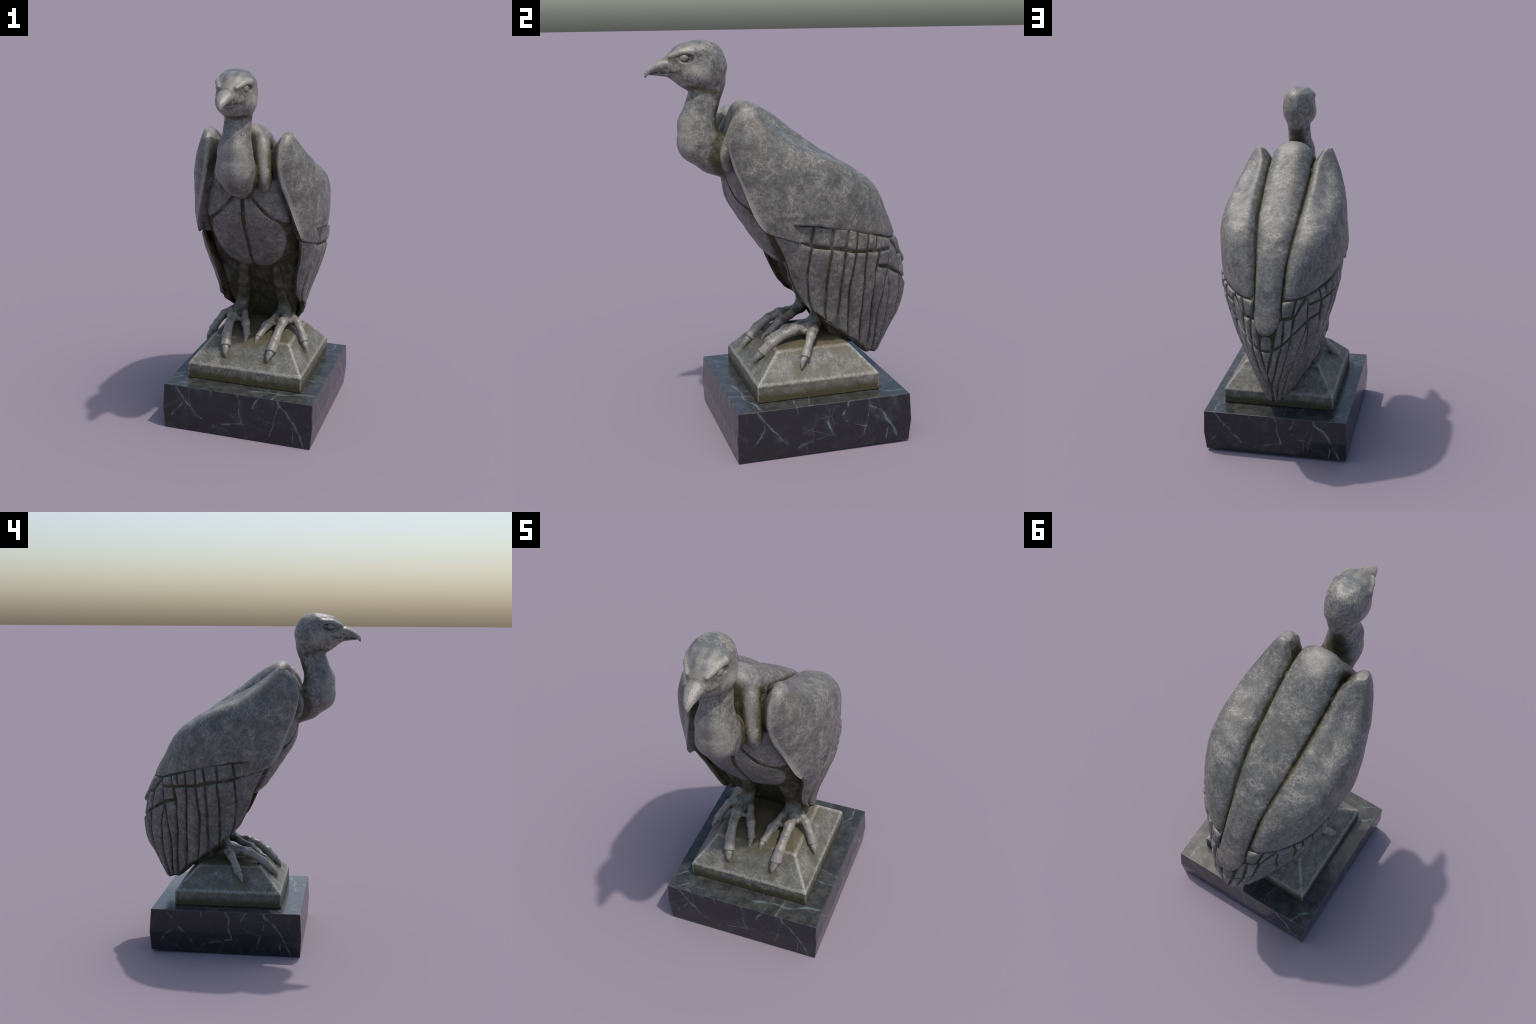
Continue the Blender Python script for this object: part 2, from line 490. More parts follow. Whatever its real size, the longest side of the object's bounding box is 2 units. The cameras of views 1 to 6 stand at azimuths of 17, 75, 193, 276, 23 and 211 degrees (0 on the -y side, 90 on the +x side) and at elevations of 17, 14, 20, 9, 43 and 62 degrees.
def split_body(V, F, region, names, mats, parents):
    """One smooth body cut into named regions that share border points and normals."""
    V = np.asarray(V)
    tri = np.concatenate([F[:, [0, 1, 2]], F[:, [0, 2, 3]]])
    fn = np.cross(V[tri[:, 1]] - V[tri[:, 0]], V[tri[:, 2]] - V[tri[:, 0]])
    vn = np.zeros_like(V)
    for k in range(3): np.add.at(vn, tri[:, k], fn)
    vn = unit(vn)
    obs = []
    for r, (nm, mt, pa) in enumerate(zip(names, mats, parents)):
        sel = F[region == r]
        if not len(sel):
            obs.append(None); continue
        used, inv = np.unique(sel, return_inverse=True)
        ob = new_object(nm, V[used], inv.reshape(sel.shape), mt, None)
        ob.data.normals_split_custom_set_from_vertices([tuple(n) for n in vn[used]])
        obs.append(ob)
    for ob, pa in zip(obs, parents):
        if ob is not None:
            ob.parent = obs[pa] if isinstance(pa, int) else pa
    return obs

def outward(V, F):
    """Turn all faces if the enclosed volume comes out negative."""
    a, b, c, d = (V[F[:, k]] for k in range(4))
    vol = (np.cross(a, b) * c).sum() + (np.cross(a, c) * d).sum()
    return F if vol > 0 else F[:, ::-1]

# ------------------------------------------------------------------ the thing
root = bpy.data.objects.new("vulture_statue", None)
bpy.context.scene.collection.objects.link(root)
root["label"] = "weathered grey stone vulture statue on a black marble plinth"
root["category"] = "bird statue"

CREASE_NECK = [(.0, -.325, 1.575), (.06, -.345, 1.53), (.085, -.365, 1.44), (.088, -.345, 1.385), (.05, -.32, 1.33), (0, -.305, 1.312)]
CREASE_WING = [(.13, -.15, 1.60), (.155, -.26, 1.60), (.165, -.305, 1.50), (.155, -.30, 1.38)]

def crown_stripes(N, P, A, col, med):
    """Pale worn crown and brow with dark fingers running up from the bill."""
    x, y, z = N.xyz(A)
    d = N.vmath("DISTANCE", N.vmath("MULTIPLY", P, (1, .8, 1)), (0, -.43, 1.975), out=1)
    w = N.math("ADD", d, N.math("MULTIPLY", N.math("SUBTRACT", med, .5), .06))
    col = N.mix(N.math("MULTIPLY", N.ramp(w, .04, .11, 1.0, 0.0), .6), col, STONE_LIGHT)
    f = N.near(A, [(.022, -.535, 1.955), (.024, -.475, 1.995), (.022, -.44, 2.01)])
    g = N.near(A, [(.0, -.44, 2.0), (.05, -.435, 1.985), (.088, -.43, 1.955)])
    e = N.near(P, [(0, -.40, 2.0), (0, -.37, 1.995)])
    f = N.math("MINIMUM", N.math("MINIMUM", f, N.math("SUBTRACT", g, .003)), N.math("SUBTRACT", e, .008))
    f = N.math("ADD", f, N.math("MULTIPLY", N.math("SUBTRACT", med, .5), .016))
    return N.mix(N.math("MULTIPLY", N.ramp(f, .006, .016, 1.0, 0.0), .8), col, (0.115, 0.123, 0.125))

SEAM = [(.128, -.125, 1.583), (.126, -.01, 1.520), (.124, .095, 1.467), (.120, .250, 1.378), (.103, .378, 1.262), (.085, .466, 1.152), (.080, .552, 1.005), (.083, .585, .918), (.060, .628, .855), (.0, .648, .825)]
JAW = [(.0, -.486, 1.783), (.05, -.468, 1.778), (.075, -.42, 1.770), (.080, -.38, 1.762), (.065, -.335, 1.755)]
SHOULDER = [(.205, -.232, 1.668), (.212, -.205, 1.677)]
FRONT_RIM = [(.195, -.270, 1.645), (.190, -.300, 1.600), (.194, -.318, 1.51), (.216, -.301, 1.415), (.250, -.256, 1.30), (.278, -.216, 1.195), (.290, -.170, 1.12)]
HUMP = [(.235, .00, 1.515), (.245, .17, 1.452), (.245, .29, 1.385)]  # paler band along the wing crest
LOWER_RIM = [(.282, -.12, 1.06), (.263, -.073, .965), (.240, -.038, .86), (.226, .012, .75), (.224, .05, .69)]
M_HEAD = make_stone("head_stone", .035, moss=[(JAW, .006, .022, .95), ([(.056, -.530, 1.905), (.070, -.495, 1.893), (.078, -.46, 1.900)], .006, .020, .7),
                                             ([(.06, -.525, 1.925), (.070, -.49, 1.932), (.082, -.45, 1.930)], .003, .011, .9),  # dark lines above and below the eye
                                             ([(.030, -.580, 1.850), (.058, -.522, 1.852)], .003, .010, .9), ([(0, -.572, 1.913), (.028, -.570, 1.90), (.036, -.572, 1.875)], .004, .014, .85)],
                    wear=[([(.045, -.550, 1.934), (.068, -.505, 1.950), (.080, -.455, 1.955)], .006, .018, .8), ([(.086, -.44, 1.865), (.095, -.40, 1.85)], .01, .05, .5)], gloss=.08, extra=crown_stripes)  # brow path is a paler line along the brow arch
M_NECK = make_stone("neck_stone", .02, moss=[(CREASE_NECK, .014, .045, .95), ([(.02, -.315, 1.57), (.0, -.340, 1.68), (.0, -.32, 1.73)], .03, .065, .85), (JAW, .008, .026, .95)],
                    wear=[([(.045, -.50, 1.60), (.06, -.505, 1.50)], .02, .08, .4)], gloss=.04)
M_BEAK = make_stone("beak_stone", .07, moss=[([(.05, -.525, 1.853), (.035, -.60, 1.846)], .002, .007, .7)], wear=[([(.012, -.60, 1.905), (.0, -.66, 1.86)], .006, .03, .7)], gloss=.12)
M_EYE = make_stone("eye_stone", .04, gloss=.12)
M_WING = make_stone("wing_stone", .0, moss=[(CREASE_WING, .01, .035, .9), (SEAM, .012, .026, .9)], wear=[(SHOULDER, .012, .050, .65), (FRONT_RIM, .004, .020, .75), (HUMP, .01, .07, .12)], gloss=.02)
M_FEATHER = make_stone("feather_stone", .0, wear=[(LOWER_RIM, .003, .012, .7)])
M_MANTLE = make_stone("mantle_stone", .0, moss=[(SEAM, .010, .024, .9), (CREASE_NECK, .02, .05, .95), ([(.145, -.20, 1.61), (.155, -.25, 1.54), (.158, -.285, 1.45)], .030, .058, .95),
                                                ([(.0, -.27, 1.63), (.02, -.29, 1.54), (.050, -.31, 1.46)], .048, .072, .95)],
                      wear=[([(.075, -.235, 1.645), (.094, -.282, 1.59), (.108, -.310, 1.52), (.122, -.335, 1.45)], .004, .026, .45), ([(0, -.20, 1.715), (0, -.15, 1.70)], .02, .09, .6)], gloss=.02)  # ridge path is a paler line down the ruff fold, with a paler patch on the mantle top
M_BREAST = make_stone("breast_stone", -.02)
M_LEG = make_stone("leg_stone", .0, moss=[([(.16, .13, .78), (.13, .17, .62), (.14, .15, .55)], .05, .080, .9), ([(.05, .09, .80), (.07, .09, .62)], .02, .06, .9),
                                          ([(.115, .06, .575), (.10, .04, .55)], .012, .035, .9), ([(.18, .05, .545), (.20, .09, .54)], .012, .035, .9),
                                          ([(.108, .04, .93), (.108, .06, .84)], .050, .085, .95), ([(.13, .07, 1.0), (.135, .09, .78), (.14, .14, .66)], .046, .080, .92), ([(.075, .05, .9), (.09, .13, .66)], .016, .048, .92)], gloss=.06)
M_TOE = make_stone("toe_stone", .09, moss=[([(.115, .06, .575), (.10, .04, .55)], .012, .032, .85), ([(.18, .03, .545), (.20, .07, .54)], .012, .032, .85)], gloss=.14)  # stone colour raised so the toes look sunlit and glinting
M_CLAW = make_stone("claw_stone", .08, gloss=.14)
M_MOSS = make_moss("groove_moss")
M_INNER = make_moss("hollow_moss", .7)  # dark olive with greyer patches, for the hollow under the body and wings
M_PEDESTAL = make_pedestal_stone("pedestal_stone")
M_MARBLE = make_marble("black_marble")

# ------------------------------------------------------------------ plinth and pedestal
def loop_solid(name, loops, mat, bevel, seg):
    bm = bmesh.new()
    rings = [[bm.verts.new(p) for p in lp] for lp in loops]
    for a, b in zip(rings[:-1], rings[1:]):
        for k in range(4):
            bm.faces.new((a[k], a[(k + 1) % 4], b[(k + 1) % 4], b[k]))
    bm.faces.new(rings[0][::-1]); bm.faces.new(rings[-1])
    bmesh.ops.recalc_face_normals(bm, faces=bm.faces)
    if bevel:
        bmesh.ops.bevel(bm, geom=bm.edges[:], offset=bevel, segments=seg, profile=.5, affect="EDGES", clamp_overlap=True)
    me = bpy.data.meshes.new(name)
    bm.to_mesh(me); bm.free()
    me.materials.append(mat)
    ob = bpy.data.objects.new(name, me)
    bpy.context.scene.collection.objects.link(ob)
    ob.parent = root
    me.polygons.foreach_set("use_smooth", [True] * len(me.polygons))
    return ob

def rect(x, y0, y1, z):
    return [(-x, y0, z), (x, y0, z), (x, y1, z), (-x, y1, z)]

plinth = loop_solid("marble_plinth", [[(-.418, -.356, 0), (.418, -.356, 0), (.418, .531, .010), (-.418, .531, .010)], rect(.427, -.362, .540, .125), rect(.422, -.354, .531, .26)], M_MARBLE, .004, 3)
pedestal = loop_solid("pedestal", [rect(.327, -.233, .405, .2615), rect(.326, -.232, .404, .345), rect(.318, -.223, .396, .357),
                                   rect(.225, -.106, .284, .479), rect(.215, -.094, .272, .485), rect(.16, .04, .24, .510), rect(.09, .11, .18, .526)], M_PEDESTAL, .0045, 3)
for ob in (plinth, pedestal):
    ob.modifiers.new("flat_faces", "WEIGHTED_NORMAL").weight = 80

# ------------------------------------------------------------------ torso and breast plates
# z, front y, half width, back y
TORSO = np.array([(1.59, -.215, .150, -.06), (1.53, -.250, .165, -.02), (1.46, -.283, .188, .05), (1.40, -.304, .210, .12), (1.31, -.298, .240, .25), (1.22, -.279, .258, .33),
                  (1.11, -.214, .268, .42), (1.02, -.155, .256, .45), (.96, -.112, .222, .42), (.92, -.068, .165, .36), (.895, -.02, .11, .28), (.885, .05, .05, .2)])
def torso_at(z):
    t = np.interp(-np.asarray(z, float), -TORSO[:, 0], np.arange(len(TORSO)))
    return cr1(TORSO, t)
def torso_front(x, z):
    q = torso_at(z)
    f, w, b = q[..., 1], q[..., 2], q[..., 3]
    yc = f + .62 * (b - f) * .55
    t = np.clip(np.abs(x) / w, 0, .999)
    return yc - (yc - f) * (1 - t ** 2.8) ** (1 / 2.1)

def build_torso():
    V, nc = [], 72
    zs = np.r_[np.linspace(1.575, .90, 70), np.linspace(.897, .885, 6)]
    q = torso_at(zs)
    for z, (_, f, w, b) in zip(zs, q):
        yc = f + .62 * (b - f) * .55
        for k in range(nc):
            a = 2 * math.pi * k / nc
            c, s = math.cos(a), math.sin(a)
            x = w * math.copysign(abs(s) ** (2 / 2.8), s)
            y = yc - (yc - f) * abs(c) ** (2 / 2.1) if c > 0 else yc + (b - yc) * abs(c) ** (2 / 2.1)
            V.append((x, y, z))
    F = grid_faces(len(zs), nc, True)
    F.append(tuple(range(nc))); F.append(tuple(range(len(V) - 1, len(V) - nc - 1, -1)))
    ob = new_object("torso", V, F, M_INNER, root)
    fix_normals(ob)
    return ob
torso = build_torso()
def build_vent():
    """Thighs and under-tail coverts: the dark body that closes the hollow behind the legs."""
    rows = np.array([(1.15, -.13, .262, .30), (1.06, -.098, .272, .32), (.97, -.050, .264, .33), (.88, -.008, .250, .34), (.80, .025, .236, .36), (.72, .066, .220, .38),
                     (.64, .110, .200, .39), (.58, .145, .182, .39), (.52, .175, .160, .38), (.46, .19, .13, .36)])
    q = cr1(rows, np.linspace(0, len(rows) - 1, 60))
    nc, V = 72, []
    for z, f, w, b in q:
        yc = f + .5 * (b - f)
        for k in range(nc):
            a = 2 * math.pi * k / nc
            c, s_ = math.cos(a), math.sin(a)
            V.append((w * math.copysign(abs(s_) ** .65, s_), yc - (b - f) / 2 * math.copysign(abs(c) ** .30, c), z))
    V = np.array(V)
    # thigh swellings either side, thinner in the middle
    front = smooth01((.25 - V[:, 1]) / .15)
    V[:, 1] += front * np.exp(-(V[:, 0] / .128) ** 6) * np.interp(V[:, 2], [.46, .55, .64, .72, .80, .88, .95], [.07, .075, .08, .082, .075, .045, .01])
    V[:, 1] -= front * .008 * np.exp(-((np.abs(V[:, 0]) - .185) / .03) ** 2) * smooth01((.9 - V[:, 2]) / .15)
    V += (lumps(V, 34) * .004)[:, None] * np.array([0, 1, 0])
    F = grid_faces(60, nc, True)
    F.append(tuple(range(nc))); F.append(tuple(range(len(V) - 1, len(V) - nc - 1, -1)))
    ob = new_object("thigh", V, F, M_INNER, root)
    fix_normals(ob)
build_vent()

def panel_height(d, sink, rise, r):
    """Rounded shoulder: climbs from -sink at the rim to +rise within r."""
    t = np.clip(d / r, 0, 1)
    return -sink + (sink + rise) * (1 - (1 - t) ** 2.2)

def panel(name, surf, npq, mat, parent, gap=.004, sink=.006, rise=.002, r=.010, mirror=False, lump=.0012, crown=0.0):
    """A raised piece over surf(p, q) -> points, normals; p, q in 0..1, rims rounded and sunk."""
    n_p, n_q = npq
    def spread(n):
        t = np.linspace(0, 1, n)
        return t
    p0, q0 = np.meshgrid(np.linspace(0, 1, 9), np.linspace(0, 1, 9))
    S, _ = surf(p0, q0)
    W = np.linalg.norm(np.diff(S, axis=1), axis=2).sum(1)       # width per q
    H = np.linalg.norm(np.diff(S, axis=0), axis=2).sum(0).mean()
    def knots(L, n):
        k = max(6, n)
        e = np.minimum(r / L, .32)
        rim = e * np.array([0, .08, .25, .55, 1.0])
        return np.r_[rim[:-1], np.linspace(e, 1 - e, k), 1 - rim[:-1][::-1]]
    Wm = max(W.max(), 1e-4)
    p, q = knots(Wm, n_p), knots(H, n_q)
    pp, qq = np.meshgrid(p, q)
    Wq = np.interp(qq, np.linspace(0, 1, 9), W)
    gp = np.minimum(gap / np.maximum(Wq, 1e-4), .3)
    gq = min(gap / H, .3)
    P2, Q2 = gp + pp * (1 - 2 * gp), gq + qq * (1 - 2 * gq)
    X, Nn = surf(P2, Q2)
    d = np.minimum(np.minimum(pp, 1 - pp) * Wq, np.minimum(qq, 1 - qq) * H)
    rr = np.minimum(r, .45 * np.minimum(Wq, H))
    h = panel_height(d / np.maximum(rr, 1e-5) * r, sink, rise, r)
    h = h + crown * (1 - (2 * pp - 1) ** 2) * np.clip(d / r, 0, 1)
    h = h + lumps(X, 60) * lump * np.clip(d / r, 0, 1)
    V = (X + Nn * h[..., None]).reshape(-1, 3)
    nr, nc = pp.shape
    F = grid_faces(nr, nc)
    # under side, so the piece has a body
    B = (X - Nn * (sink + .006)).reshape(-1, 3)
    n0 = len(V)
    F += [tuple(k + n0 for k in f[::-1]) for f in F]
    rim = [j for j in range(nc)] + [i * nc + nc - 1 for i in range(1, nr)] + [(nr - 1) * nc + j for j in range(nc - 2, -1, -1)] + [i * nc for i in range(nr - 2, 0, -1)]
    for a, b in zip(rim, rim[1:] + rim[:1]):
        F.append((a, a + n0, b + n0, b))
    V = np.concatenate([V, B])
    if mirror: V = mirrored(V)
    ob = new_object(name, V, F, mat, parent)
    fix_normals(ob)
    sharpen(ob, 75)
    return ob

def breast_surf(left, right):
    """Piece of the breast between two lines of (x, z), given top to bottom."""
    L, R_ = polyline(left, 60), polyline(right, 60)
    def s(p, q):
        k = np.linspace(0, 1, 60)
        lx, lz = (np.interp(q, k, L[:, i]) for i in (0, 1))
        rx, rz = (np.interp(q, k, R_[:, i]) for i in (0, 1))
        x, z = lx + (rx - lx) * p, lz + (rz - lz) * p
        def at(x, z): return np.stack([x, torso_front(x, z), z], -1)
        X = at(x, z)
        n = unit(np.cross(at(x + .003, z) - at(x - .003, z), at(x, z + .003) - at(x, z - .003)))
        return X, n
    return s
for side in (0, 1):
    lower = breast_surf([(.003, 1.345), (.003, 1.2), (.003, 1.05), (.003, .93), (.014, .905)],
                        [(.045, 1.345), (.122, 1.253), (.19, 1.198), (.21, 1.12), (.195, 1.04), (.155, .96), (.10, .915), (.05, .902)])
    panel("breast_plate", lower, (26, 44), M_BREAST, torso, gap=.0022, sink=.006, rise=.004, r=.016, mirror=bool(side))
    upper = breast_surf([(.045, 1.42), (.14, 1.45), (.215, 1.41)], [(.054, 1.345), (.13, 1.256), (.20, 1.202), (.235, 1.195)])
    panel("pectoral_plate", upper, (22, 26), M_BREAST, torso, gap=.0022, sink=.006, rise=.004, r=.014, mirror=bool(side))

# ------------------------------------------------------------------ wings: upper coverts
# columns: groove beside the mantle, crest, upper side, widest, front side, near front, front edge
COVERT = [
    [(.182, -.205, 1.664), (.194, -.190, 1.673), (.212, -.188, 1.677), (.233, -.205, 1.673), (.230, -.237, 1.668), (.210, -.256, 1.662), (.189, -.248, 1.657)],
    [(.158, -.178, 1.637), (.186, -.165, 1.658), (.217, -.170, 1.655), (.246, -.205, 1.632), (.243, -.255, 1.620), (.215, -.290, 1.615), (.187, -.298, 1.600)],
    [(.131, -.128, 1.602), (.168, -.105, 1.612), (.218, -.105, 1.596), (.278, -.155, 1.548), (.282, -.230, 1.530), (.238, -.298, 1.530), (.191, -.315, 1.510)],
    [(.128, .020, 1.523), (.175, .035, 1.527), (.240, .020, 1.503), (.325, -.040, 1.428), (.332, -.140, 1.405), (.278, -.250, 1.415), (.213, -.298, 1.415)],
    [(.122, .180, 1.437), (.165, .195, 1.447), (.238, .170, 1.436), (.338, .095, 1.350), (.360, -.030, 1.295), (.314, -.175, 1.290), (.248, -.253, 1.300)],
    [(.110, .320, 1.345), (.153, .330, 1.353), (.230, .290, 1.368), (.338, .180, 1.265), (.372, .030, 1.205), (.335, -.110, 1.195), (.275, -.213, 1.195)],
    [(.092, .450, 1.208), (.140, .450, 1.218), (.218, .412, 1.246), (.326, .260, 1.180), (.370, .070, 1.165), (.340, -.070, 1.150), (.287, -.177, 1.135)],
    [(.080, .575, .985), (.130, .560, .982), (.199, .500, .975), (.298, .362, .985), (.360, .085, 1.030), (.343, -.035, 1.058), (.290, -.147, 1.096)],
]
COVERT_PUSH = [.0, .006, .012, .012, .014, .017, .014, .002]     # widest column, further out
COVERT_SWELL = [.0, .003, .010, .021, .030, .036, .027, .010]      # fullness between upper side and widest
def covert_rows():
    rows = []
    for i, r in enumerate(COVERT):
        r = [np.array(p) for p in r]
        r[3] = r[3] + np.array([COVERT_PUSH[i], 0, COVERT_PUSH[i] * .5])
        for c_ in (4, 5):
            r[c_] = r[c_] - np.array([[0, .002, .006, .009, .009, .007, .0, .0][i], 0, 0])
        back = unit(np.array([.35, .85, .35])) * [0, 0, 0, 0, 0, .003, .009, .011][i]
        r[1] = r[1] + back; r[2] = r[2] + back
        if i >= 6:
            r[4] = r[4] + np.array([-.005, 0, 0]); r[5] = r[5] + np.array([-.006, 0, 0])
        n = unit(np.array([.62, .25, .74]))
        # the seam along the mantle is a deep valley
        deep = [.0, .006, .016, .020, .021, .020, .016, .004][i]
        down = unit(np.array([0, -.5, -.85]))
        r[0] = r[0] + down * deep; r[1] = r[1] + down * deep * .15
        r[2] = r[2] + n * [0, 0, 0, .003, .006, .010, .010, .003][i]
        r.insert(3, .5 * (r[2] + r[3]) + n * (COVERT_SWELL[i] + .008 * min(1, i / 2)))
        G, F = r[0], r[-1]
        s = min(1, i / 2.0)
        a = F + np.array([-.022, .022, .0]) * s
        b = np.array([min(G[0], F[0]) - .015 * s, .55 * F[1] + .45 * G[1], .5 * (G[2] + F[2])]) + np.array([0, 0, -.02 * s])
        c = G + np.array([-.004, -.012, -.03]) * s
        rows.append(r + [a, b, c])
    return rows
covert_net = Net(covert_rows(), wrap=True)
NOUT = 7     # outer columns 0..7, hidden ones 8..10

FLOOR = [  # columns from the back midline round to the front edge
    [(0, .49, 1.08), (.10, .485, 1.08), (.188, .455, 1.09), (.27, .34, 1.11), (.335, .20, 1.14), (.350, .04, 1.165), (.325, -.06, 1.165), (.272, -.17, 1.15)],
    [(0, .565, 1.00), (.10, .558, 1.010), (.198, .486, 1.018), (.292, .370, 1.057), (.347, .23, 1.103), (.362, .06, 1.130), (.338, -.04, 1.132), (.282, -.15, 1.115)],
    [(0, .612, .90), (.10, .592, .915), (.203, .490, .955), (.290, .375, .978), (.342, .24, .985), (.354, .06, 1.010), (.334, -.035, 1.045), (.278, -.12, 1.06)],
    [(0, .646, .80), (.10, .616, .80), (.203, .495, .83), (.277, .375, .87), (.320, .24, .88), (.325, .06, .91), (.305, -.02, .935), (.263, -.073, .965)],
    [(0, .659, .70), (.09, .632, .70), (.184, .522, .73), (.250, .39, .77), (.285, .24, .79), (.287, .08, .81), (.268, .01, .835), (.240, -.038, .86)],
    [(0, .643, .59), (.075, .610, .595), (.152, .522, .62), (.207, .40, .665), (.243, .26, .69), (.253, .11, .715), (.242, .05, .735), (.226, .012, .75)],
    [(0, .583, .485), (.055, .563, .49), (.110, .500, .50), (.155, .40, .55), (.205, .27, .59), (.236, .14, .655), (.237, .09, .68), (.224, .045, .705)],
    [(0, .506, .343), (.027, .506, .345), (.062, .465, .365), (.100, .41, .385), (.178, .285, .505), (.225, .165, .605), (.236, .125, .640), (.222, .075, .672)],
]
FLOOR_PULL = [.014, .022, .027, .023, .012, .0, -.012, -.014]
FLOOR_REAR = [.006, .014, .013, -.002, -.017, -.021, -.014, -.004]     # rear quarter, out or in
def floor_rows():
    rows = []
    for r, d, e in zip(FLOOR, FLOOR_PULL, FLOOR_REAR):
        k = np.array([0, 0, 0, 0, .5, 1, .8, 0 if d > 0 else .25])
        g = np.array([0, .35, 1, 1, .4, 0, 0, 0]) if e > 0 else np.array([0, .5, 1, .25, 0, 0, 0, 0])
        rows.append([np.array(p) - np.array([d * q, 0, 0]) + np.array([.75, .65, 0]) * e * h for p, q, h in zip(r, k, g)])
    return rows
floor_net = Net(floor_rows())
DEPTH = .007

def build_floor():
    """Mossy floor of the grooves: a shell, split into the two wings and the tail."""
    nu, nv = 81, 90
    u = np.linspace(0, 7, nu); v = np.linspace(0, 7, nv)
    vv, uu = np.meshgrid(v, u, indexing="ij")
    S, Nn = floor_net(vv, uu), floor_net.normal(vv, uu)
    Nn[:, 0, 0] = 0; Nn = unit(Nn)
    edge = smooth01((7 - uu) / 2.0)
    thick = .014 + .045 * edge
    thick *= .35 + .65 * smooth01((7 - vv) / 2.5)
    out = S - Nn * DEPTH
    inn = S - Nn * (DEPTH + thick)[..., None]
    inn[:, 0, 0] = 0
    inn[..., 0] = np.maximum(inn[..., 0], 0)
    half = np.concatenate([out.reshape(-1, 3), inn.reshape(-1, 3)])
    n0 = nu * nv
    F = grid_faces(nv, nu)
    F = F + [tuple(k + n0 for k in f[::-1]) for f in F]
    rim = [j for j in range(nu)] + [i * nu + nu - 1 for i in range(1, nv)] + [(nv - 1) * nu + j for j in range(nu - 2, -1, -1)]
    for a, b in zip(rim[:-1], rim[1:]):
        F.append((b, a, a + n0, b + n0))
    V = np.concatenate([half, mirrored(half)])
    F = [f for f in F] + [tuple(k + 2 * n0 for k in f[::-1]) for f in F]
    uc = np.concatenate([uu.ravel()] * 4)
    F = np.array(F)
    V2, inv = np.unique(np.round(V, 6), axis=0, return_inverse=True)
    inv = inv.ravel()
    fu = uc[F].mean(1); fx = V[F][:, :, 0].mean(1)
    F2 = inv[F]
    region = np.where(fu < 1.99, 0, np.where(fx > 0, 1, 2))
    ok = np.array([len(set(f)) >= 3 for f in F2])
    F2, region = outward(V2, F2[ok]), region[ok]
    return split_body(V2, F2, region, ["tail", "wing", "wing"], [M_INNER] * 3, [root] * 3)
tail, wing_r, wing_l = build_floor()

def covert_ends(uu):
    """Row at which the covert stops in each column: at the band's top line, but lower ahead of the band."""
    zt = np.interp(uu, [0, 1, 2, 3, 4, 5, 6], [1.017, 1.019, 1.024, 1.053, 1.070, 1.135, 1.144])
    vv = np.linspace(5, 7, 400)
    out = []
    for u, z in zip(uu, zt):
        zz = covert_net(vv, np.full(400, u))[:, 2]
        k = np.argmax(zz < z)
        out.append(vv[k] if zz[k] < z else 7.0)
    step = smooth01((uu - 5.84) / .03)
    return np.where(uu > NOUT, 7.0, np.array(out) * (1 - step) + 7.0 * step)

def build_covert(mirror, parent):
    nv, nu = 110, 140
    uu = np.r_[np.linspace(0, 5.83, 88), np.linspace(5.84, 5.87, 5), np.linspace(5.89, NOUT, 18), np.linspace(NOUT, NOUT + 4, nu - 110)[1:-1]]
    ve = covert_ends(uu)
    rows = []
    for t in np.linspace(0, 1, nv) ** .8:
        v = ve * t
        S, N_ = covert_net(v, uu), covert_net.normal(v, uu)
        m = smooth01(v) * (uu <= NOUT)
        # the lower rim is rounded under
        rim = np.clip((1 - t) * 7 * .14 / .013, 0, 1)
        h = .001 - .007 * (1 - np.sqrt(1 - (1 - rim) ** 2)) + lumps(S, 42) * .0016
        rows.append(S + N_ * (h * m)[:, None])
    last = rows[-1]
    c = last.mean(0)
    for k in (.05, .35):
        rows.append(last + (c - last) * k + np.array([0, 0, .004]))
    V = np.array(rows)
    nr, nc = V.shape[:2]
    F = grid_faces(nr, nc, True)
    V = V.reshape(-1, 3)
    F.append(tuple(range(nc))); F.append(tuple(range(len(V) - 1, len(V) - nc - 1, -1)))
    if mirror: V = mirrored(V)
    ob = new_object("covert", V, F, M_WING, parent)
    fix_normals(ob)
    sharpen(ob, 70)
    return ob
for mir, par in ((False, wing_r), (True, wing_l)):
    build_covert(mir, par)

# ------------------------------------------------------------------ feathers
SIDE = (.2, 1, 1)
def uv_line(pts, w=SIDE):
    return polyline(floor_net.find(pts, w), 60)

def feather(Lp, Rp, parent, mirror, mat=None, **kw):
    L, R_ = (x if isinstance(x, np.ndarray) else uv_line(x) for x in (Lp, Rp))
    k = np.linspace(0, 1, 60)
    def s(p, q):
        lv, lu = (np.interp(q, k, L[:, i]) for i in (0, 1))
        rv, ru = (np.interp(q, k, R_[:, i]) for i in (0, 1))
        v, u = lv + (rv - lv) * p, lu + (ru - lu) * p
        return floor_net(v, u), floor_net.normal(v, u)
    S, _ = s(np.array([[0, .5, 1.]]), np.array([[.5] * 3]))
    w = np.linalg.norm(S[0, 2] - S[0, 0])
    S, _ = s(np.array([[.5] * 5]), np.array([[0, .25, .5, .75, 1.]]))
    h = np.linalg.norm(np.diff(S[0], axis=0), axis=1).sum()
    kw.setdefault("rise", .0005 + .0015 * RNG.rand())
    return panel("feather", s, (int(6 + w / .008), int(8 + h / .010)), mat or M_FEATHER, parent, mirror=mirror, r=.015, gap=.0048, sink=DEPTH, crown=.0025, **kw)

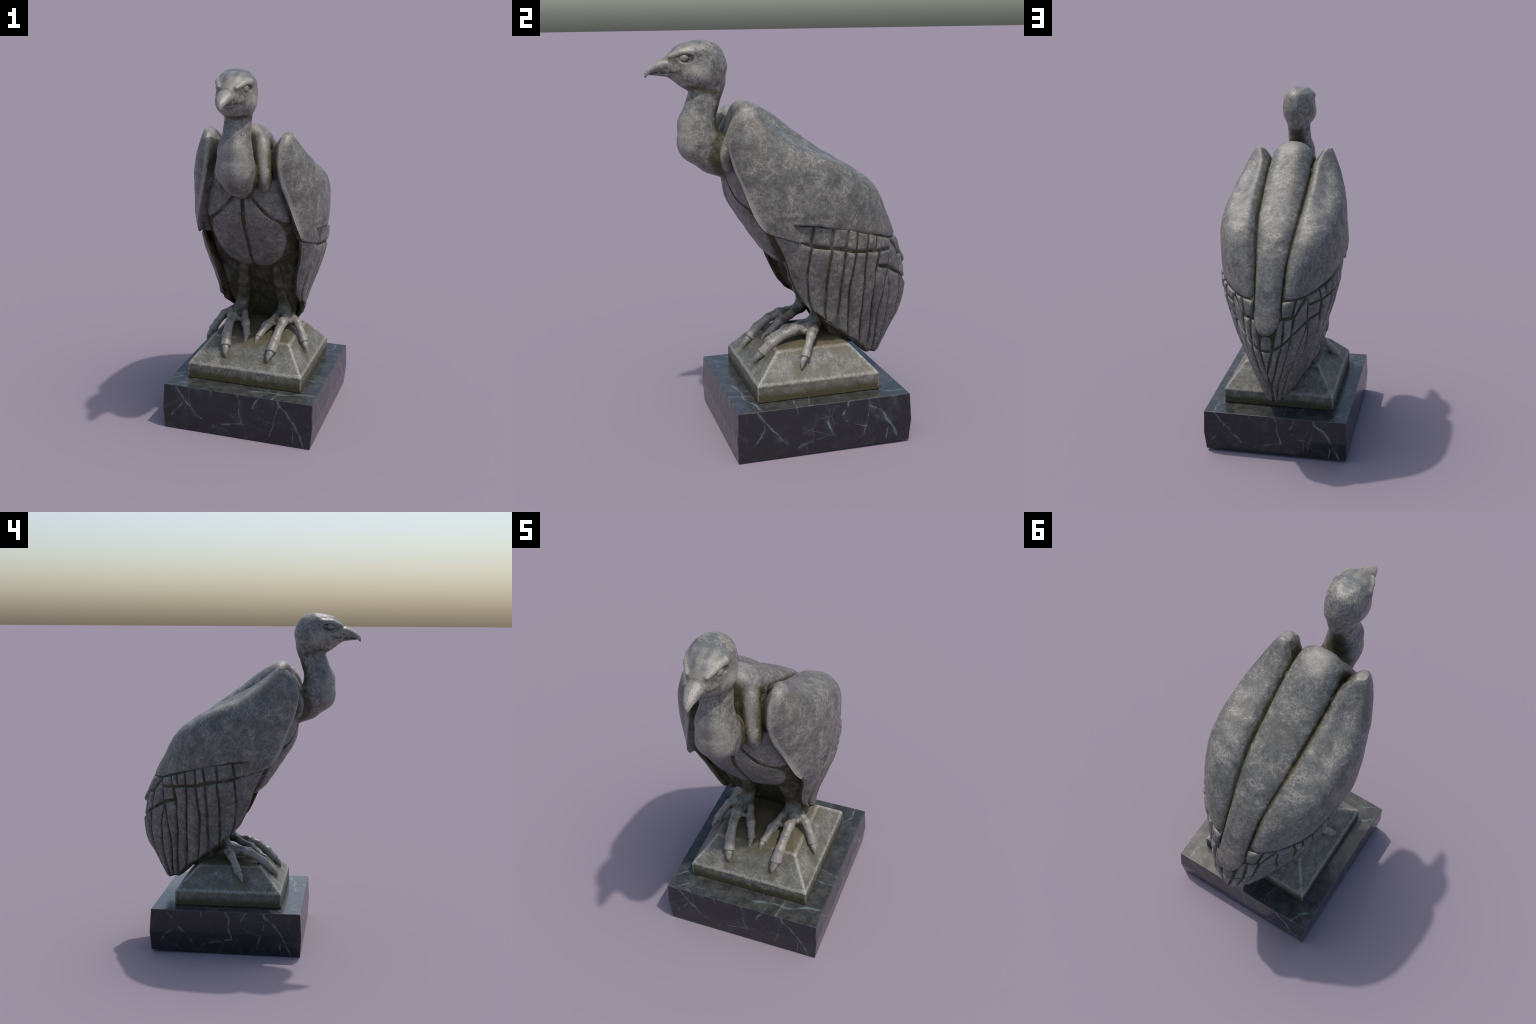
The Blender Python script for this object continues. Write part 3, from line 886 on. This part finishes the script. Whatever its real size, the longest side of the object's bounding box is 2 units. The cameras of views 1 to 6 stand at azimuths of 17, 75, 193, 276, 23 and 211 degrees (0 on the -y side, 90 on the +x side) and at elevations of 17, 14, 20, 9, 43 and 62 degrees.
# dividers of the band of secondary coverts: (top, bottom)
BAND = [((.345, -.023, 1.137), (.345, -.043, 1.056)), ((.36, .058, 1.134), (.36, .044, 1.033)), ((.358, .15, 1.120), (.36, .148, 1.015)),
        ((.35, .232, 1.104), (.35, .222, 1.004)), ((.335, .282, 1.089), (.335, .277, .989)), ((.316, .343, 1.072), (.305, .338, .983)),
        ((.287, .396, 1.054), (.29, .391, .978)), ((.26, .425, 1.040), (.26, .418, .973)), ((.198, .491, 1.018), (.203, .489, .964))]
# long grooves of the flight feathers, from below the band to the feather tips
GROOVE = {
    0: [(.33, -.045, 1.052), (.29, -.12, 1.06), (.262, -.073, .965), (.24, -.038, .86), (.226, .012, .75), (.222, .075, .672)],
    1: [(.35, .048, 1.027), (.32, .043, .93), (.29, .040, .86), (.26, .052, .77), (.24, .075, .685)],
    2: [(.35, .149, 1.010), (.33, .144, .915), (.30, .142, .82), (.27, .146, .72), (.235, .155, .622)],
    3: [(.34, .222, .998), (.30, .217, .88), (.28, .215, .78), (.245, .217, .68), (.215, .220, .568)],
    4: [(.33, .276, .984), (.29, .268, .85), (.25, .270, .70), (.20, .280, .59), (.18, .290, .505)],
    5: [(.30, .339, .977), (.27, .341, .84), (.22, .350, .70), (.165, .360, .55), (.13, .372, .44)],
    6: [(.26, .417, .968), (.235, .408, .83), (.19, .408, .68), (.12, .425, .52), (.095, .425, .375)],
    7: [(.203, .495, .862), (.20, .480, .76), (.17, .466, .62), (.115, .465, .50), (.070, .470, .362)],
    8: [(.203, .495, .860), (.180, .515, .76), (.138, .525, .64), (.090, .522, .50), (.045, .490, .352)],
    9: [(.134, .590, .806), (.108, .600, .70), (.072, .585, .58), (.042, .555, .46), (.020, .507, .345)],
    10: [(.089, .632, .765), (.062, .635, .68), (.030, .610, .56), (.006, .570, .46), (.002, .507, .345)],
    11: [(.039, .655, .742), (.022, .655, .68), (.003, .640, .59)],
}
def cut(pts, z0):
    return [p for p in pts if p[2] > z0]

for mir, wing in ((False, wing_r), (True, wing_l)):
    for a, b in zip(BAND[:-1], BAND[1:]):
        la, lb = (uv_line(list(q), (1, 1, 1) if q[0][1] > .42 else SIDE) for q in (a, b))
        feather(la, lb, wing, mir, lump=.0008)
    FL = {k: uv_line(p, SIDE if k < 7 else (1, 1, 1)) for k, p in GROOVE.items()}
    # the front feather is bounded by the wing's own front edge
    front = np.stack([np.linspace(1.60, 7, 60), np.full(60, 6.98)], 1)
    for a, b in zip([front] + [FL[k] for k in range(1, 6)], [FL[k] for k in range(1, 7)]):
        feather(b, a, wing, mir)
    six = uv_line([(.255, .417, .885)] + cut(GROOVE[6], .884)[2:] + [p for p in GROOVE[6] if p[2] < .884])
    feather(FL[7], six, wing, mir)
    feather(FL[8], FL[7], wing, mir)
    feather(FL[9], FL[8], tail, mir)
    feather(FL[10], FL[9], tail, mir)
    feather(FL[11], uv_line([(.089, .632, .765), (.062, .635, .68), (.030, .610, .56), (.004, .590, .50)], (1, 1, 1)), tail, mir)
    # short feathers between the band and the long ones
    E1 = (1, 1, 1)
    feather(uv_line([(.203, .490, .960), (.203, .495, .870)], E1), uv_line([(.26, .418, .968), (.255, .417, .893)], E1), wing, mir)
    feather(uv_line([(.075, .575, 1.012), (.080, .600, .920)], E1), uv_line([(.150, .530, 1.008), (.135, .575, .915)], E1), tail, mir)
    feather(uv_line([(.153, .528, 1.008), (.138, .572, .915)], E1), uv_line([(.198, .488, 1.014), (.150, .560, .925)], E1), tail, mir)
    feather(uv_line([(.150, .560, .915), (.136, .590, .812)], E1), uv_line([(.201, .490, 1.000), (.202, .497, .868)], E1), tail, mir)
    feather(uv_line([(.096, .595, .912), (.091, .632, .772)], E1), uv_line([(.143, .565, .911), (.134, .592, .812)], E1), tail, mir)
    feather(uv_line([(.046, .615, .905), (.038, .652, .752)], E1), uv_line([(.094, .596, .912), (.089, .632, .770)], E1), tail, mir)
# middle of the tail: a round-topped scale and the wedge under it span both sides
def mid_surf(prof):
    """prof: rows of (half width in u, v)."""
    prof = np.array(prof, float)
    k = np.linspace(0, 1, 60)
    pr = polyline(prof, 60)
    def s(p, q):
        hw, v = np.interp(q, k, pr[:, 0]), np.interp(q, k, pr[:, 1])
        x = (2 * p - 1) * hw
        X, N_ = floor_net(v, np.abs(x)), floor_net.normal(v, np.abs(x))
        sg = np.where(x < 0, -1., 1.)[..., None]
        X = np.concatenate([X[..., :1] * sg, X[..., 1:]], -1); N_ = np.concatenate([N_[..., :1] * sg, N_[..., 1:]], -1)
        return X, N_
    return s
panel("feather", mid_surf([(.16, 2.72), (.27, 2.82), (.33, 3.0), (.35, 3.3), (.34, 3.58)]), (12, 16), M_FEATHER, tail, sink=DEPTH, rise=.001, r=.010, gap=.003)
panel("feather", mid_surf([(.36, 3.60), (.24, 4.2), (.05, 5.0)]), (10, 20), M_FEATHER, tail, sink=DEPTH, rise=.001, r=.008)

# ------------------------------------------------------------------ mantle with its ruff
MANTLE = [  # (groove point, crest point)
    ((.100, -.235, 1.42), (0, -.26, 1.42)), ((.118, -.250, 1.51), (0, -.292, 1.505)), ((.118, -.228, 1.59), (0, -.274, 1.61)), ((.114, -.208, 1.628), (0, -.254, 1.678)),
    ((.119, -.172, 1.632), (0, -.218, 1.709)), ((.126, -.120, 1.596), (0, -.165, 1.704)), ((.129, -.02, 1.540), (0, -.075, 1.653)),
    ((.126, .104, 1.478), (0, .085, 1.530)), ((.121, .264, 1.385), (0, .262, 1.402)), ((.104, .389, 1.270), (0, .392, 1.292)),
    ((.086, .482, 1.160), (0, .497, 1.168)), ((.079, .535, 1.075), (0, .552, 1.080)), ((.078, .562, 1.005), (0, .588, 1.000)),
    ((.080, .586, .925), (0, .626, .918)), ((.068, .612, .875), (0, .652, .868)), ((.045, .630, .845), (0, .658, .843)), ((.012, .640, .828), (0, .656, .828))]
def build_mantle():
    G = np.array([g for g, c in MANTLE]); C = np.array([c for g, c in MANTLE])
    G = G + np.array([0, -.5, -.85]) * np.interp(np.arange(len(G)), [2, 4, 6, 10, 12, 13], [0, .018, .022, .020, .006, 0])[:, None]
    t = np.linspace(0, len(G) - 1, 150)
    G, C = cr1(G, t), cr1(C, t)
    s = np.linspace(-1, 1, 41)
    bulge = (1 - np.abs(s) ** 3.0) ** .66
    V = []
    for i in range(len(t)):
        g, c = G[i], C[i]
        row = np.stack([g[0] * s, g[1] + (c[1] - g[1]) * bulge, g[2] + (c[2] - g[2]) * bulge], 1)
        V.append(row)
    V = np.array(V)
    tang = unit(np.gradient(C, axis=0))
    nrm = unit(np.cross(np.array([1., 0, 0]), tang))
    wl = V[:, :1] - nrm[:, None] * .05; wr = V[:, -1:] - nrm[:, None] * .05
    V = np.concatenate([wl, V, wr], 1)
    nr, nc = V.shape[:2]
    F = grid_faces(nr, nc)
    Vf = V.reshape(-1, 3)
    for i in range(nr - 1):
        F.append((i * nc + nc - 1, i * nc, (i + 1) * nc, (i + 1) * nc + nc - 1))
    F.append(tuple(range(nc))); F.append(tuple((nr - 1) * nc + j for j in range(nc))[::-1])
    return Vf, F
def tube(path, radii, n=20, m=40):
    P = polyline(np.c_[np.array(path, float), np.array(radii, float)], m)
    C, r = P[:, :3], P[:, 3].copy()
    T = unit(np.gradient(C, axis=0))
    A = unit(np.cross(T, np.array([1., .2, .1]))); B = np.cross(T, A)
    ang = np.linspace(0, 2 * np.pi, n, endpoint=False)
    V = C[:, None] + r[:, None, None] * (A[:, None] * np.cos(ang)[None, :, None] + B[:, None] * np.sin(ang)[None, :, None])
    V = V.reshape(-1, 3)
    F = grid_faces(m, n, True)
    F.append(tuple(range(n))); F.append(tuple(range(len(V) - 1, len(V) - n - 1, -1)))
    return V, F
def build_mantle_mesh():
    parts = [build_mantle()]
    for sx in (1, -1):
        V, F = tube([(.046, -.180, 1.640), (.076, -.226, 1.602), (.097, -.266, 1.535), (.108, -.295, 1.475), (.109, -.297, 1.42), (.101, -.288, 1.388)],
                    [.048, .049, .047, .046, .044, .032])
        parts.append((V * np.array([sx, 1, 1]), F))
    Vs, Fs, off = [], [], 0
    for V, F in parts:
        Vs.append(V); Fs += [tuple(k + off for k in f) for f in F]; off += len(V)
    base = new_object("mantle_piece", np.concatenate(Vs), Fs, M_MANTLE)
    fix_normals(base)
    md = base.modifiers.new("remesh", "REMESH"); md.mode = "VOXEL"; md.voxel_size = .0048
    md = base.modifiers.new("soften", "SMOOTH"); md.iterations = 40; md.factor = .5
    dg = bpy.context.evaluated_depsgraph_get()
    ev = base.evaluated_get(dg)
    me = bpy.data.meshes.new_from_object(ev)
    V = np.empty(len(me.vertices) * 3); me.vertices.foreach_get("co", V); V = V.reshape(-1, 3)
    nm = np.empty(len(me.vertices) * 3); me.vertices.foreach_get("normal", nm); nm = nm.reshape(-1, 3)
    V = V + nm * (lumps(V, 42) * .0015)[:, None]
    me.vertices.foreach_set("co", V.ravel())
    me.polygons.foreach_set("use_smooth", [True] * len(me.polygons))
    bpy.data.objects.remove(base)
    me.name = "mantle"
    me.materials.clear(); me.materials.append(M_MANTLE)
    ob = bpy.data.objects.new("mantle", me)
    bpy.context.scene.collection.objects.link(ob)
    ob.parent = root
    return ob
build_mantle_mesh()

# ------------------------------------------------------------------ head and neck
def head_field(Pin):
    P = Pin.copy()
    P[:, 0] = np.abs(P[:, 0])
    d = sd_ellipsoid(P, (0, -.400, 1.872), (.097, .128, .127))
    d = smin(d, sd_ellipsoid(P, (0, -.415, 1.925), (.094, .115, .078)), .02)
    d = smin(d, sd_ellipsoid(P, (0, -.47, 1.886), (.077, .090, .100)), .025)
    d = smin(d, sd_capsule(P, (0, -.50, 1.890), (0, -.572, 1.876), .060, .0345), .03)
    d = smin(d, sd_capsule(P, (0, -.46, 1.830), (0, -.552, 1.851), .044, .0225), .02)           # lower jaw
    d = smin(d, sd_ellipsoid(P, (.052, -.430, 1.838), (.042, .065, .045)), .03)               # cheek
    d = smin(d, sd_ellipsoid(P, (0, -.484, 1.948), (.075, .090, .026), .47), .012)             # forehead plate, overhanging the eyes
    d = smax(d, P[:, 2] - 1.9985 + .24 * np.maximum(0, np.abs(P[:, 1] + .400) - .025), .008)   # flat crown
    d = smax(d, -sd_ellipsoid(P, (.094, -.490, 1.916), (.031, .044, .0245)), .008)            # socket
    brow = sd_capsule(P, (.044, -.552, 1.926), (.066, -.505, 1.945), .006, .009)
    brow = smin(brow, sd_capsule(P, (.066, -.505, 1.945), (.081, -.450, 1.947), .009, .009), .010)
    brow = smin(brow, sd_capsule(P, (.081, -.450, 1.947), (.091, -.415, 1.932), .009, .007), .010)
    d = smin(d, brow, .014)
    d = smax(d, -sd_ellipsoid(P, (.112, -.395, 1.922), (.020, .05, .026)), .02)               # temple hollow
    # neck, narrower from side to side near the head
    P[:, 0] *= 1.04 + .10 * smooth01((P[:, 2] - 1.55) / .15)
    n = sd_capsule(P, (0, -.372, 1.80), (0, -.398, 1.70), .078, .075)
    for a, b, ra, rb in (((0, -.398, 1.70), (0, -.428, 1.60), .075, .092), ((0, -.428, 1.60), (0, -.420, 1.515), .092, .104),
                         ((0, -.420, 1.515), (0, -.345, 1.457), .104, .100), ((0, -.345, 1.457), (0, -.275, 1.412), .100, .085)):
        n = smin(n, sd_capsule(P, a, b, ra, rb), .014)
    n = smin(n, sd_capsule(P, (0, -.333, 1.800), (0, -.378, 1.69), .051, .050), .02)            # nape
    n = smax(n, (P[:, 0] - .050 - .42 * np.maximum(P[:, 2] - 1.31, 0)) / 1.08, .03)
    n = smax(n, P[:, 0] - .104, .03)
    d = smin(d, n, .013)
    return d - lumps(Pin, 55) * .0011
Vh, Fh = surface_nets(head_field, (-.135, -.635, 1.27), (.135, -.15, 2.02), .0046)
Fh = outward(Vh, Fh)
ctr = Vh[Fh].mean(1)
is_neck = ctr[:, 2] < 1.775 + .12 * (-(ctr[:, 1] + .40))
head, neck = split_body(Vh, Fh, is_neck.astype(int), ["head", "neck"], [M_HEAD, M_NECK], [root, root])

def loft_y(name, sections, mat, parent, n=28, m=48, p=2.2):
    """Sections along y: (y, z top, z bottom, half width, top sharpness)."""
    S = polyline(np.array(sections, float), m)
    V = []
    for y, zt, zb, w, sh in S:
        for k in range(n):
            a = 2 * math.pi * k / n
            c, s = math.cos(a), math.sin(a)
            zz = (zt + zb) / 2 + (zt - zb) / 2 * s
            x = w * math.copysign(abs(c) ** (1.0 + sh * max(s, 0)), c)
            V.append((x, y, zz))
    F = grid_faces(m, n, True)
    F.append(tuple(range(n))); F.append(tuple(range(len(V) - 1, len(V) - n - 1, -1)))
    ob = new_object(name, V, F, mat, parent)
    fix_normals(ob)
    return ob
# upper mandible, hooked over the lower one
loft_y("beak", [(-.540, 1.917, 1.862, .043, .1), (-.572, 1.921, 1.858, .042, .2), (-.590, 1.917, 1.854, .040, .3), (-.615, 1.905, 1.850, .033, .35),
                (-.640, 1.888, 1.845, .025, .35), (-.655, 1.876, 1.838, .017, .3), (-.664, 1.866, 1.829, .011, .2), (-.670, 1.855, 1.829, .005, .0)], M_BEAK, head)
loft_y("beak", [(-.530, 1.855, 1.826, .030, 0), (-.570, 1.851, 1.831, .024, 0), (-.610, 1.851, 1.837, .017, 0), (-.640, 1.849, 1.840, .010, 0), (-.652, 1.846, 1.842, .005, 0)], M_HEAD, head)

def blob(name, c, r, mat, parent, rot=0.0):
    bm = bmesh.new()
    bmesh.ops.create_uvsphere(bm, u_segments=24, v_segments=16, radius=1)
    me = bpy.data.meshes.new(name)
    cz, sz = math.cos(rot), math.sin(rot)
    for v in bm.verts:
        x, y, z = v.co.x * r[0], v.co.y * r[1], v.co.z * r[2]
        v.co = (c[0] + x * cz - y * sz, c[1] + x * sz + y * cz, c[2] + z)
    bm.to_mesh(me); bm.free()
    me.polygons.foreach_set("use_smooth", [True] * len(me.polygons))
    me.materials.append(mat)
    ob = bpy.data.objects.new(name, me)
    bpy.context.scene.collection.objects.link(ob)
    ob.parent = parent
    return ob
for s in (1, -1):
    blob("eye", (s * .0675, -.490, 1.918), (.0135, .0225, .0170), M_EYE, head, s * -.25)

# ------------------------------------------------------------------ legs and feet
MID = [(.130, .125, .592), (.143, .070, .566), (.150, .015, .562), (.147, -.045, .541), (.140, -.108, .498), (.132, -.150, .450)]
OUT = [(.142, .130, .588), (.182, .108, .567), (.220, .076, .545), (.252, .048, .500), (.272, .030, .460)]
INN = [(.116, .118, .588), (.090, .060, .566), (.060, -.010, .538), (.044, -.050, .510), (.034, -.072, .492)]
TOES = [(MID, [.032, .0215, .0275, .0225, .0255, .0305]), (OUT, [.026, .019, .0235, .019, .0255]), (INN, [.026, .018, .024, .018, .023])]
CLAWS = [((.131, -.158, .446), (.119, -.194, .396), .021), ((.274, .028, .456), (.299, .002, .406), .018), ((.0335, -.076, .492), (.029, -.117, .463), .016)]
def chain(P, pts, rad, k=.012):
    d = None
    for a, b, ra, rb in zip(pts[:-1], pts[1:], rad[:-1], rad[1:]):
        s = sd_capsule(P, a, b, ra, rb)
        d = s if d is None else smin(d, s, k)
    return d
def foot_field(P):
    d = chain(P, [(.108, .06, .95), (.108, .078, .86), (.111, .102, .77), (.117, .130, .70), (.124, .146, .655), (.128, .137, .61)], [.045, .043, .041, .039, .037, .039], .02)
    for pts, rad in TOES:
        t = chain(P, pts, rad)
        for (a, b, _), (tp, _r) in zip(CLAWS, TOES):
            pass
        d = smin(d, t, .016)
    # webs between the toes
    for a, b, c in ((MID, OUT, .010), (MID, INN, .010)):
        w = smin(sd_capsule(P, np.array(a[1]) - [0, 0, .008], np.array(b[1]) - [0, 0, .008], c, c),
                 sd_capsule(P, np.array(a[2]) * .75 + np.array(a[1]) * .25 - [0, 0, .012], np.array(b[2]) * .55 + np.array(b[1]) * .45 - [0, 0, .010], c, c), .03)
        d = smin(d, w, .02)
    # toes end square, like a cuff over the claw
    for (a, b, r), (pts, rad) in zip(CLAWS, TOES):
        n = unit(np.array(pts[-1]) - np.array(pts[-2]))
        near = np.linalg.norm(P - np.array(a), axis=-1) < .05
        cutd = (P - np.array(pts[-1])) @ n - .006
        d = np.where(near, smax(d, cutd, .006), d)
    return d - lumps(P, 70) * .001
Vf, Ff = surface_nets(foot_field, (-.01, -.20, .40), (.33, .22, 1.04), .0042)
Ff = outward(Vf, Ff)
def seg_dist(P, pts):
    return np.min([sd_capsule(P, a, b, 0, 0) for a, b in zip(pts[:-1], pts[1:])], axis=0)
cf = Vf[Ff].mean(1)
dist = np.stack([seg_dist(cf, pts) for pts, _ in TOES], 1)
which = dist.argmin(1) + 1
far = np.stack([np.linalg.norm(cf - np.array(p[0]), axis=1) for p, _ in TOES], 1).min(1)
region_f = np.where((far > .055) & (dist.min(1) < .045) & (cf[:, 2] < .60), which, 0)
for s in (1, -1):
    V = Vf if s == 1 else mirrored(Vf)
    F = Ff if s == 1 else Ff[:, ::-1]
    leg, *toes = split_body(V, F, region_f, ["leg", "toe", "toe", "toe"], [M_LEG, M_TOE, M_TOE, M_TOE], [root, 0, 0, 0])
    for (a, b, r), tp in zip(CLAWS, TOES):
        a, b = np.array(a), np.array(b)
        ax = unit(np.array(a) - np.array(tp[0][-2]))
        mid = (a + b) / 2 + np.array([0, -.003, .008])
        Vc, Fc = tube([a - ax * .02, a, mid, b * .8 + mid * .2, b], [r * .95, r, r * .78, r * .30, .0012], 18, 26)
        if s == -1: Vc = mirrored(Vc)
        ob = new_object("claw", Vc, Fc, M_CLAW, leg)
        fix_normals(ob)
